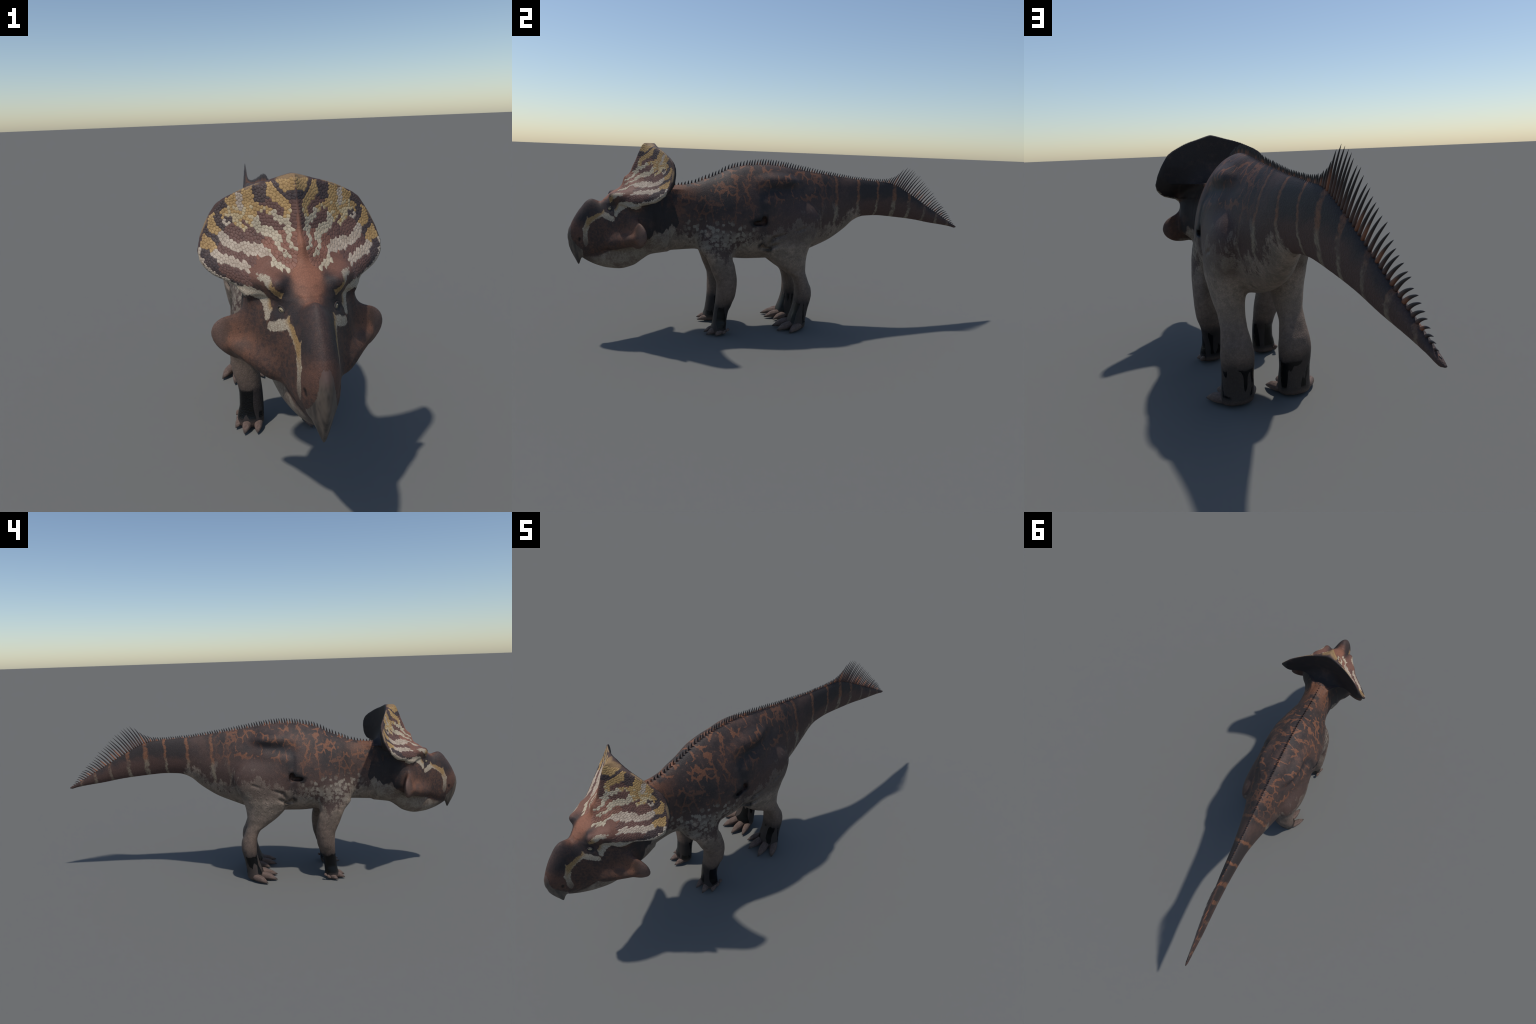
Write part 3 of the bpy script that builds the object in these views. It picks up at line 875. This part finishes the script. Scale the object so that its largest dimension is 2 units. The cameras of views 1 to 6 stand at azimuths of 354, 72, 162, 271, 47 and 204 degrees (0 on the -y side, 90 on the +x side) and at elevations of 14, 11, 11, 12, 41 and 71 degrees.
ctr = P[Q].mean(1)
cx, cy, cz = ctr[:, 0], ctr[:, 1], ctr[:, 2]
val = {k: grid_value(f, ctr) for k, f in fields.items()}
neck_front = np.where(cz > 0.52, -0.567 + 0.25 * (0.68 - cz), -0.527 - 0.5 * (0.52 - cz))
neck_back = -0.40 - 0.25 * (cz - 0.5)
names = np.full(len(Q), "torso", dtype=object)
names[(cy < neck_back)] = "neck"
names[(cy > 0.385)] = "tail"
is_fore = (val["fore"] < 0.03) & (val["fore"] < val["trunk"] + 0.004) & (cz < 0.47) & (cy < -0.2)
is_hind = (val["hind"] < 0.03) & (val["hind"] < val["trunk"] + 0.002) & (cz < 0.60) & (cy > -0.25) & (cy < 0.3)
names[is_fore] = "forelimb"
names[is_hind] = "hindlimb"
names[is_fore & (cz < 0.055)] = "forefoot"
names[is_hind & (cz < 0.060)] = "hindfoot"
is_head = (cy < neck_front) | ((cy < -0.50) & ((cz > 0.695) | ((np.abs(cx) > 0.115) & (cz > 0.50))))
names[is_head & ~is_fore] = "head"
on_sheet = is_head & (val["frill"] < val["head"] - 0.001) & (cz > 0.60) & (cy > -0.80)
names[on_sheet] = "frill"
lip_z = pchip(cy, [(-1.0, 0.33), (-0.946, 0.352), (-0.935, 0.362), (-0.90, 0.367), (-0.87, 0.373), (-0.838, 0.390),
                   (-0.807, 0.404), (-0.758, 0.418), (-0.725, 0.427), (-0.69, 0.433), (-0.5, 0.44)])
names[is_head & (cz < lip_z) & (cy > -0.944) & (cy < -0.62) & (np.abs(cx) < 0.14)] = "lower_jaw"
beak_seam = pchip(cz, [(0.30, -0.935), (0.36, -0.937), (0.393, -0.939), (0.42, -0.945), (0.45, -0.955), (0.485, -0.968), (0.505, -0.97), (0.507, -1.2)])
beak_half = pchip(cz, [(0.30, 0.09), (0.385, 0.060), (0.40, 0.034), (0.43, 0.0235), (0.46, 0.0180), (0.49, 0.0130), (0.505, 0.008)])
names[is_head & (cy < beak_seam) & (np.abs(cx) < beak_half)] = "beak"
side = np.where(cx < 0, "a", "b")
for limb in ("forelimb", "hindlimb", "forefoot", "hindfoot"):
    sel = names == limb
    names[sel] = [limb + "|" + s for s in side[sel]]

whole = bpy.data.meshes.new("whole_body")
whole.from_pydata(P.tolist(), [], Q.tolist())
whole.update()
VN = np.zeros(len(P) * 3)
whole.vertices.foreach_get("normal", VN)
VN = VN.reshape(-1, 3)
bvh = BVHTree.FromPolygons([tuple(p) for p in P], [tuple(q) for q in Q.tolist()])
bpy.data.meshes.remove(whole)

scene = bpy.context.scene
root = bpy.data.objects.new("dinosaur", None)
root.empty_display_size = 0.2
scene.collection.objects.link(root)
root["label"] = "horned-frill dinosaur with striped shield, parrot beak and spiny tail"
root["category"] = "dinosaur"


def link(ob, parent):
    scene.collection.objects.link(ob)
    ob.parent = parent
    return ob


parts = {}


def region(key, obj_name, mat, parent):
    q = Q[names == key]
    used, inv = np.unique(q, return_inverse=True)
    me = bpy.data.meshes.new(obj_name)
    me.from_pydata(P[used].tolist(), [], inv.reshape(-1, 4).tolist())
    me.polygons.foreach_set("use_smooth", np.ones(len(me.polygons), bool))
    me.materials.append(mat)
    me.update()
    me.normals_split_custom_set_from_vertices(VN[used].tolist())
    parts[key] = link(bpy.data.objects.new(obj_name, me), parent)
    return parts[key]


region("torso", "torso", BODY_MAT, root)
region("neck", "neck", BODY_MAT, root)
region("tail", "tail", BODY_MAT, root)
region("head", "head", HEAD_MAT, root)
region("frill", "frill", HEAD_MAT, parts["head"])
region("lower_jaw", "lower_jaw", HEAD_MAT, parts["head"])
region("beak", "beak", BEAK_MAT, parts["head"])
for s in "ab":
    region("forelimb|" + s, "forelimb", BODY_MAT, root)
    region("hindlimb|" + s, "hindlimb", BODY_MAT, root)
    region("forefoot|" + s, "foot", BODY_MAT, parts["forelimb|" + s])
    region("hindfoot|" + s, "foot", BODY_MAT, parts["hindlimb|" + s])

# --------------------------------------------------------------------------
# lathe-like lofts for toes and spikes
# --------------------------------------------------------------------------
def tube(name, stations, sides=14):
    """stations: (centre, radius across, radius up, frame normal angle) along -y or z"""
    vs, fs = [], []
    for c, ra, rb, u, v in stations:
        for i in range(sides):
            a = 2 * math.pi * i / sides
            vs.append(tuple(Vector(c) + Vector(u) * (ra * math.cos(a)) + Vector(v) * (rb * math.sin(a))))
    for s in range(len(stations) - 1):
        for i in range(sides):
            j = (i + 1) % sides
            fs.append((s * sides + i, s * sides + j, (s + 1) * sides + j, (s + 1) * sides + i))
    fs.append(tuple(range(sides))[::-1])
    fs.append(tuple((len(stations) - 1) * sides + i for i in range(sides)))
    me = bpy.data.meshes.new(name)
    me.from_pydata(vs, [], fs)
    me.polygons.foreach_set("use_smooth", np.ones(len(me.polygons), bool))
    me.update()
    return me


def toe_mesh():
    """unit toe along -y: fleshy pad, then a blunt hooked nail; half width 1, length 1"""
    prof = [(0.0, 0.30), (0.05, 0.70), (0.15, 0.93), (0.32, 1.0), (0.50, 0.95), (0.64, 0.80), (0.70, 0.71), (0.715, 0.66),
            (0.80, 0.54), (0.90, 0.33), (0.96, 0.17), (1.0, 0.05)]
    st = []
    for t, r in prof:
        drop = -0.55 * t - 0.55 * max(t - 0.65, 0) * 2.0
        st.append(((0, -t, drop + 0.75), r, r * 0.92, (1, 0, 0), (0, 0, 1)))
    return tube("toe", st, 16)


TOE, TOE_MAT = toe_mesh(), toe_mat()
TOE.materials.append(TOE_MAT)
# tip (x, y), base (x, y), half width, base height
HIND_TOES = [((0.187, -0.016), (0.134, 0.058), 0.0185, 0.021), ((0.141, -0.065), (0.112, 0.030), 0.0195, 0.022),
             ((0.070, -0.066), (0.078, 0.028), 0.0190, 0.022), ((0.021, -0.032), (0.055, 0.046), 0.0165, 0.020)]
FORE_TOES = [((0.091, -0.411), (0.080, -0.350), 0.0145, 0.019), ((0.134, -0.408), (0.113, -0.348), 0.0160, 0.020),
             ((0.160, -0.370), (0.132, -0.330), 0.0135, 0.018)]
SIDE_TOES = [((0.1515, -0.336), (0.141, -0.316), 0.0090, 0.030), ((0.153, -0.316), (0.142, -0.302), 0.0075, 0.042)]
for key, foot, toes in (("hindlimb", "hindfoot", HIND_TOES), ("forelimb", "forefoot", FORE_TOES + SIDE_TOES)):
    for s, sg in (("a", -1), ("b", 1)):
        for (tx, ty), (bx, by), w, h in toes:
            ob = bpy.data.objects.new("toe", TOE)
            d = Vector((sg * (tx - bx), ty - by, 0))
            L = d.length
            ang = math.atan2(d.x, -d.y)
            zt = 0.005 if h < 0.025 else h - 0.022
            # local heights: base centre 0.75, tip about -0.19 (times vertical scale)
            vs = w * 1.02
            ob.matrix_world = (Matrix.Translation((sg * bx, by, zt + 0.185 * vs))
                               @ Matrix.Rotation(ang, 4, "Z") @ Matrix.Diagonal((w, L, vs, 1)))
            link(ob, parts[key + "|" + s])

# --------------------------------------------------------------------------
# spines along the back and the tail fan
# --------------------------------------------------------------------------
def spike_mesh(name, bend):
    st = []
    for i in range(9):
        t = i / 8
        r = (1 - t) ** 0.75 * 1.0 + 0.03
        c = (0, bend * t * t, t)
        st.append((c, r * 0.75, r, (1, 0, 0), (0, 1, 0)))
    # local x/y are in radii, z in lengths; bend is applied in lengths below
    return st


SPIKE_MAT = spike_mat()


def make_spike(name, radius, length, bend):
    st = []
    for i in range(10):
        t = i / 9
        r = radius * ((1 - t) ** 0.60 * 0.95 + 0.05)
        ang = bend * (t - 0.5)
        st.append(((0, length * bend * (t * t - t * 0.35) * 0.5, length * t), r * 0.74, r, (1, 0, 0),
                   (0, math.cos(ang), -math.sin(ang))))
    me = tube(name, st, 8)
    me.materials.append(SPIKE_MAT)
    return me


SHORT = make_spike("spine_spike", 0.0046, 0.024, 0.20)
LONG = make_spike("tail_spike", 0.0052, 0.09, 0.28)
spike_len = [(-0.56, 0.012), (-0.50, 0.017), (-0.40, 0.024), (-0.25, 0.027), (-0.10, 0.031), (0.0, 0.029), (0.10, 0.025),
             (0.25, 0.021), (0.40, 0.018), (0.50, 0.020), (0.542, 0.028), (0.558, 0.038), (0.572, 0.052), (0.583, 0.072), (0.594, 0.096),
             (0.606, 0.116), (0.62, 0.122), (0.66, 0.114), (0.72, 0.100), (0.80, 0.075), (0.87, 0.053), (0.92, 0.036), (0.96, 0.016), (0.985, 0.006)]
spike_gap = [(-0.56, 0.0165), (-0.40, 0.0155), (-0.20, 0.0135), (0.0, 0.0125), (0.2, 0.0122), (0.45, 0.0112), (0.56, 0.0105),
             (0.62, 0.0118), (0.80, 0.0125), (0.95, 0.0120), (1.0, 0.0120)]
spike_lean = [(-0.56, 4), (-0.2, 8), (0.0, 14), (0.25, 16), (0.50, 14), (0.57, 22), (0.63, 33), (0.75, 40), (0.88, 50), (0.985, 56)]
top_line = [(r[0], r[1]) for r in TRUNK]
y = -0.552
while y < 0.985:
    L = float(pchip(y, spike_len)) * (1 + random.uniform(-0.05, 0.05))
    lean = math.radians(float(pchip(y, spike_lean)) + random.uniform(-2, 2))
    hit, nrm, _, _ = bvh.ray_cast(Vector((0.0, y, 1.2)), Vector((0, 0, -1)))
    z = hit.z if hit else float(pchip(y, top_line))
    long = y > 0.54
    ob = bpy.data.objects.new("tail_spike" if long else "spine_spike", LONG if long else SHORT)
    k = L / (0.09 if long else 0.024)
    w = (min(1.0, 0.55 + L / 0.12) if long else min(1.05, 0.7 + L / 0.07))
    ob.matrix_world = (Matrix.Translation((0, y, z - 0.003)) @ Matrix.Rotation(-lean, 4, "X")
                       @ Matrix.Rotation(math.radians(random.uniform(-2, 2)), 4, "Y") @ Matrix.Diagonal((w, max(w, k * 0.9) if long else w, k, 1)))
    if long:
        ob.matrix_world = (Matrix.Translation((0, y, z - 0.003)) @ Matrix.Rotation(-lean, 4, "X")
                           @ Matrix.Diagonal((w, w if k < 0.5 else 1.0, k, 1)))
    parent = parts["neck"] if y < -0.42 else parts["tail"] if y > 0.385 else parts["torso"]
    link(ob, parent)
    y += float(pchip(y, spike_gap)) * (1 + random.uniform(-0.12, 0.12))

# --------------------------------------------------------------------------
# eyes with lids
# --------------------------------------------------------------------------
def ball(name, rings=14, segs=20):
    st = []
    for i in range(rings + 1):
        a = math.pi * i / rings
        st.append(((math.cos(a), 0, 0), max(math.sin(a), 0.02), max(math.sin(a), 0.02), (0, 1, 0), (0, 0, 1)))
    return tube(name, st, segs)


EYE = ball("eye")
EYE.materials.append(eye_mat())
LID = tube("eyelid", [((0.0, math.cos(a) * 1.12, math.sin(a) * 0.80), 0.26, 0.26, (1, 0, 0), (0, math.cos(a), math.sin(a)))
                      for a in np.linspace(0, 2 * math.pi, 25)], 8)
LID.materials.append(simple_scale("eyelid_skin", (0.022, 0.018, 0.018), (0.05, 0.036, 0.032)))
for sg in (-1, 1):
    out = Vector((sg * 0.80, -0.60, 0.10)).normalized()
    zax = Vector((0, 0, 1))
    yax = zax.cross(out).normalized()
    zax = out.cross(yax)
    R = Matrix((out, yax, zax)).transposed().to_4x4()
    hit, nrm, _, _ = bvh.ray_cast(Vector((sg * 0.068, -0.827, 0.580)) + out * 0.1, -out)
    c = hit if hit else Vector((sg * 0.066, -0.826, 0.58))
    eye = bpy.data.objects.new("eye", EYE)
    eye.matrix_world = Matrix.Translation(c - out * 0.0045) @ R @ Matrix.Diagonal((0.0088, 0.0100, 0.0076, 1))
    link(eye, parts["head"])
    lid = bpy.data.objects.new("eyelid", LID)
    lid.matrix_world = Matrix.Translation(c + out * 0.0002) @ R @ Matrix.Rotation(sg * math.radians(24), 4, "X") @ Matrix.Diagonal((0.0095, 0.0100, 0.0086, 1))
    link(lid, parts["head"])

# --------------------------------------------------------------------------
# frill scales: irregular plates over the front of the frill, coloured by stripe
# --------------------------------------------------------------------------
# stripes as brush strokes (x from the keel, z, half width), one set per colour
STRIPES = {
    "gold": [[(0.0, 0.848, 0.0175), (0.021, 0.846, 0.0170)], [(0.023, 0.843, 0.0120), (0.025, 0.827, 0.0055)], [(0.0, 0.842, 0.010), (0.0, 0.822, 0.004)],
             [(0.055, 0.838, 0.0075), (0.051, 0.817, 0.0130), (0.036, 0.803, 0.0095), (0.027, 0.796, 0.0088), (0.019, 0.784, 0.0090), (0.023, 0.769, 0.0074)],
             [(0.055, 0.775, 0.0074), (0.068, 0.782, 0.0070), (0.086, 0.784, 0.0086), (0.099, 0.788, 0.0088)],
             [(0.113, 0.830, 0.0136), (0.110, 0.803, 0.0190)],
             [(0.150, 0.811, 0.0190), (0.138, 0.776, 0.0200), (0.112, 0.772, 0.0200), (0.104, 0.745, 0.0085)],
             [(0.143, 0.767, 0.0150), (0.136, 0.750, 0.0110), (0.130, 0.735, 0.0060), (0.122, 0.731, 0.0055)],
             [(0.160, 0.771, 0.0110), (0.170, 0.766, 0.0080), (0.173, 0.757, 0.0040)],
             [(0.203, 0.778, 0.0070), (0.206, 0.752, 0.0120), (0.203, 0.733, 0.0145), (0.188, 0.722, 0.0112)],
             [(0.229, 0.708, 0.0110), (0.219, 0.694, 0.0155), (0.206, 0.685, 0.0122)]],
    "pink": [[(0.178, 0.714, 0.0105), (0.171, 0.699, 0.0120), (0.146, 0.692, 0.0098), (0.121, 0.690, 0.0126), (0.096, 0.692, 0.0115), (0.079, 0.684, 0.0098)],
             [(0.197, 0.672, 0.0110), (0.181, 0.664, 0.0118), (0.162, 0.664, 0.0086), (0.155, 0.656, 0.0083), (0.124, 0.655, 0.0080)],
             [(0.174, 0.748, 0.0050), (0.160, 0.741, 0.0042)], [(0.131, 0.822, 0.0066), (0.129, 0.776, 0.0063)]],
    "cream": [[(0.036, 0.758, 0.0112), (0.024, 0.753, 0.0090), (0.022, 0.737, 0.0095), (0.023, 0.721, 0.0046), (0.025, 0.707, 0.0052)],
              [(0.040, 0.758, 0.0086), (0.047, 0.768, 0.0074), (0.053, 0.774, 0.0066)],
              [(0.092, 0.756, 0.0076), (0.092, 0.738, 0.0105), (0.072, 0.730, 0.0105), (0.051, 0.722, 0.0122), (0.052, 0.706, 0.0084), (0.043, 0.696, 0.0064), (0.038, 0.688, 0.0056), (0.030, 0.682, 0.0046)],
              [(0.079, 0.684, 0.0112), (0.075, 0.673, 0.0092), (0.060, 0.668, 0.0074), (0.046, 0.661, 0.0070), (0.034, 0.654, 0.0050)],
              [(0.014, 0.700, 0.0070)] * 2],
}
LIP_ROW = [(0.241, 0.672), (0.236, 0.650), (0.222, 0.634), (0.205, 0.622), (0.178, 0.613), (0.150, 0.606)]


def stroke_distance(px, pz, pts):
    best = 9.0
    for a, b in zip(pts[:-1], pts[1:]):
        ex, ez = b[0] - a[0], b[1] - a[1]
        h = min(max(((px - a[0]) * ex + (pz - a[1]) * ez) / max(ex * ex + ez * ez, 1e-9), 0), 1)
        best = min(best, math.hypot(px - a[0] - ex * h, pz - a[1] - ez * h) - (a[2] + (b[2] - a[2]) * h))
    return best


rim_poly = [(x, z) for x, yy, z in RIM]


def rim_depth(px, pz):
    d = stroke_distance(px, pz, [(x, z, 0.0) for x, z in rim_poly])
    inside = px < float(pchip(pz, RIM_X)) and 0.6 < pz < 0.866
    return d if inside else -d


def scale_colour(px, pz):
    for name in ("pink", "cream", "gold"):
        for st in STRIPES[name]:
            if stroke_distance(px, pz, st) < 0:
                if name == "pink":
                    return "rose"
                if name == "gold" and pz < 0.785 and px < 0.17 and rng.random() < (0.800 - pz) * 14:
                    return "sand"
                return name
    low = stroke_distance(px, pz, [(a, b, 0.012) for a, b in LIP_ROW])
    if low < 0 and rim_depth(px, pz) < 0.013:
        return "rose"
    r = rim_depth(px, pz)
    warm = math.hypot(px * 0.8, pz - 0.655)
    if r < 0.030 and pz > 0.70 or r < 0.018:
        return "charcoal"
    return "russet" if warm < 0.085 else ("umber" if warm < 0.155 else "charcoal")


# blue-noise sites over one wing in a stretched (x, z) plane
SX, SZ = 1.25, 1.20
sites = []
cell = {}
lo_edge = [(0.0, 0.70), (0.02, 0.672), (0.05, 0.654), (0.09, 0.640), (0.13, 0.622), (0.16, 0.610), (0.25, 0.60)]
keel_half = [(0.64, 0.030), (0.68, 0.018), (0.72, 0.013), (0.80, 0.007), (0.87, 0.004)]
for _ in range(60000):
    px, pz = rng.uniform(0.0, 0.246), rng.uniform(0.605, 0.864)
    if pz < np.interp(px, [a for a, b in lo_edge], [b for a, b in lo_edge]):
        continue
    if px < np.interp(pz, [a for a, b in keel_half], [b for a, b in keel_half]):
        continue
    rd = rim_depth(px, pz)
    if rd < 0.0012:
        continue
    u, v = px * SX, pz * SZ
    near_rim = min(max((0.030 - rd) / 0.03, 0), 1)
    dmin = 0.0074 - 0.0014 * near_rim - 0.0010 * (pz < 0.66)
    key = (int(u / 0.01), int(v / 0.01))
    if any((u - a) ** 2 + (v - b) ** 2 < dmin * dmin for i in (-1, 0, 1) for j in (-1, 0, 1)
           for a, b in cell.get((key[0] + i, key[1] + j), ())):
        continue
    cell.setdefault(key, []).append((u, v))
    sites.append((u, v))
S = np.array(sites)
print("frill scales per wing", len(S))


def clip_cell(c, nbrs):
    poly = [(c[0] + 0.009 * math.cos(a), c[1] + 0.009 * math.sin(a)) for a in np.linspace(0, 2 * math.pi, 11)[:-1]]
    for nb in nbrs:
        mx, my = (c[0] + nb[0]) / 2, (c[1] + nb[1]) / 2
        dx, dy = nb[0] - c[0], nb[1] - c[1]
        res = []
        for p, q in zip(poly, poly[1:] + poly[:1]):
            sp, sq = (p[0] - mx) * dx + (p[1] - my) * dy, (q[0] - mx) * dx + (q[1] - my) * dy
            if sp <= 0:
                res.append(p)
            if (sp < 0) != (sq < 0) and sp != sq:
                t = sp / (sp - sq)
                res.append((p[0] + (q[0] - p[0]) * t, p[1] + (q[1] - p[1]) * t))
        poly = res
        if len(poly) < 3:
            return []
    return poly


def surface_point(px, pz, sg):
    y0 = float(frill_front(px, pz))
    o = Vector((sg * px, y0 - 0.08, pz))
    hit, nrm, _, dist = bvh.ray_cast(o, Vector((0, 1, 0)))
    if hit is None or dist > 0.12:
        return None
    if abs(hit.y - y0) > 0.018 + max(0.02 - rim_depth(px, pz), 0) or nrm.y > -0.10:
        return None
    return hit, nrm


SCALE_MATS = {
    "charcoal": simple_scale("charcoal_scale", (0.042, 0.029, 0.029), (0.080, 0.052, 0.046)),
    "umber": simple_scale("umber_scale", (0.090, 0.046, 0.037), (0.145, 0.072, 0.055)),
    "russet": simple_scale("russet_scale", (0.165, 0.075, 0.050), (0.245, 0.108, 0.072)),
    "gold": simple_scale("gold_scale", (0.290, 0.172, 0.064), (0.420, 0.265, 0.108)),
    "sand": simple_scale("sand_scale", (0.360, 0.265, 0.140), (0.470, 0.360, 0.210)),
    "cream": simple_scale("cream_scale", (0.330, 0.270, 0.186), (0.490, 0.408, 0.292)),
    "rose": simple_scale("rose_scale", (0.320, 0.248, 0.186), (0.465, 0.375, 0.288)),
}
groups = {k: ([], []) for k in SCALE_MATS}
for i, c in enumerate(S):
    d2 = ((S - c) ** 2).sum(1)
    order = np.argsort(d2)[1:16]
    poly = clip_cell(c, S[order])
    if len(poly) < 3:
        continue
    pale = scale_colour(c[0] / SX, c[1] / SZ)
    mx, my = sum(p[0] for p in poly) / len(poly), sum(p[1] for p in poly) / len(poly)
    rad = sum(math.hypot(p[0] - mx, p[1] - my) for p in poly) / len(poly)
    gap = 0.00022 / rad
    vs, fs = groups[pale]
    tilt = rng.uniform(0.0, 0.0002)
    for sg in (-1, 1):
        ring_pts = []
        ok = True
        for f, hgt in ((1 - gap * 0.5, -0.0010), (1 - gap, 0.00010), (0.82, 0.00040)):
            row = []
            for p in poly:
                w = surface_point(max((mx + (p[0] - mx) * f) / SX, 0.0), (my + (p[1] - my) * f) / SZ, sg)
                if w is None:
                    ok = False
                    break
                row.append(w[0] + w[1] * (hgt + tilt * (hgt > 0)))
            if not ok:
                break
            ring_pts.append(row)
        if not ok:
            continue
        w = surface_point(mx / SX, my / SZ, sg)
        if w is None:
            continue
        if max((a - w[0]).length for a in ring_pts[1]) > 0.016:
            continue
        b0, n = len(vs), len(poly)
        for row in ring_pts:
            vs.extend(tuple(r) for r in row)
        vs.append(tuple(w[0] + w[1] * (0.00045 + tilt)))
        for r in range(2):
            for k in range(n):
                k2 = (k + 1) % n
                q = (b0 + r * n + k, b0 + r * n + k2, b0 + (r + 1) * n + k2, b0 + (r + 1) * n + k)
                fs.append(q if sg > 0 else q[::-1])
        for k in range(n):
            q = (b0 + 2 * n + k, b0 + 2 * n + (k + 1) % n, b0 + 3 * n)
            fs.append(q if sg > 0 else q[::-1])
for name, (vs, fs) in groups.items():
    if not fs:
        continue
    me = bpy.data.meshes.new(name + "_scales")
    me.from_pydata(vs, [], fs)
    me.polygons.foreach_set("use_smooth", np.ones(len(me.polygons), bool))
    me.materials.append(SCALE_MATS[name])
    me.update()
    ob = link(bpy.data.objects.new(name + "_scales", me), parts["head"])
    ob["kind"] = "stuff"
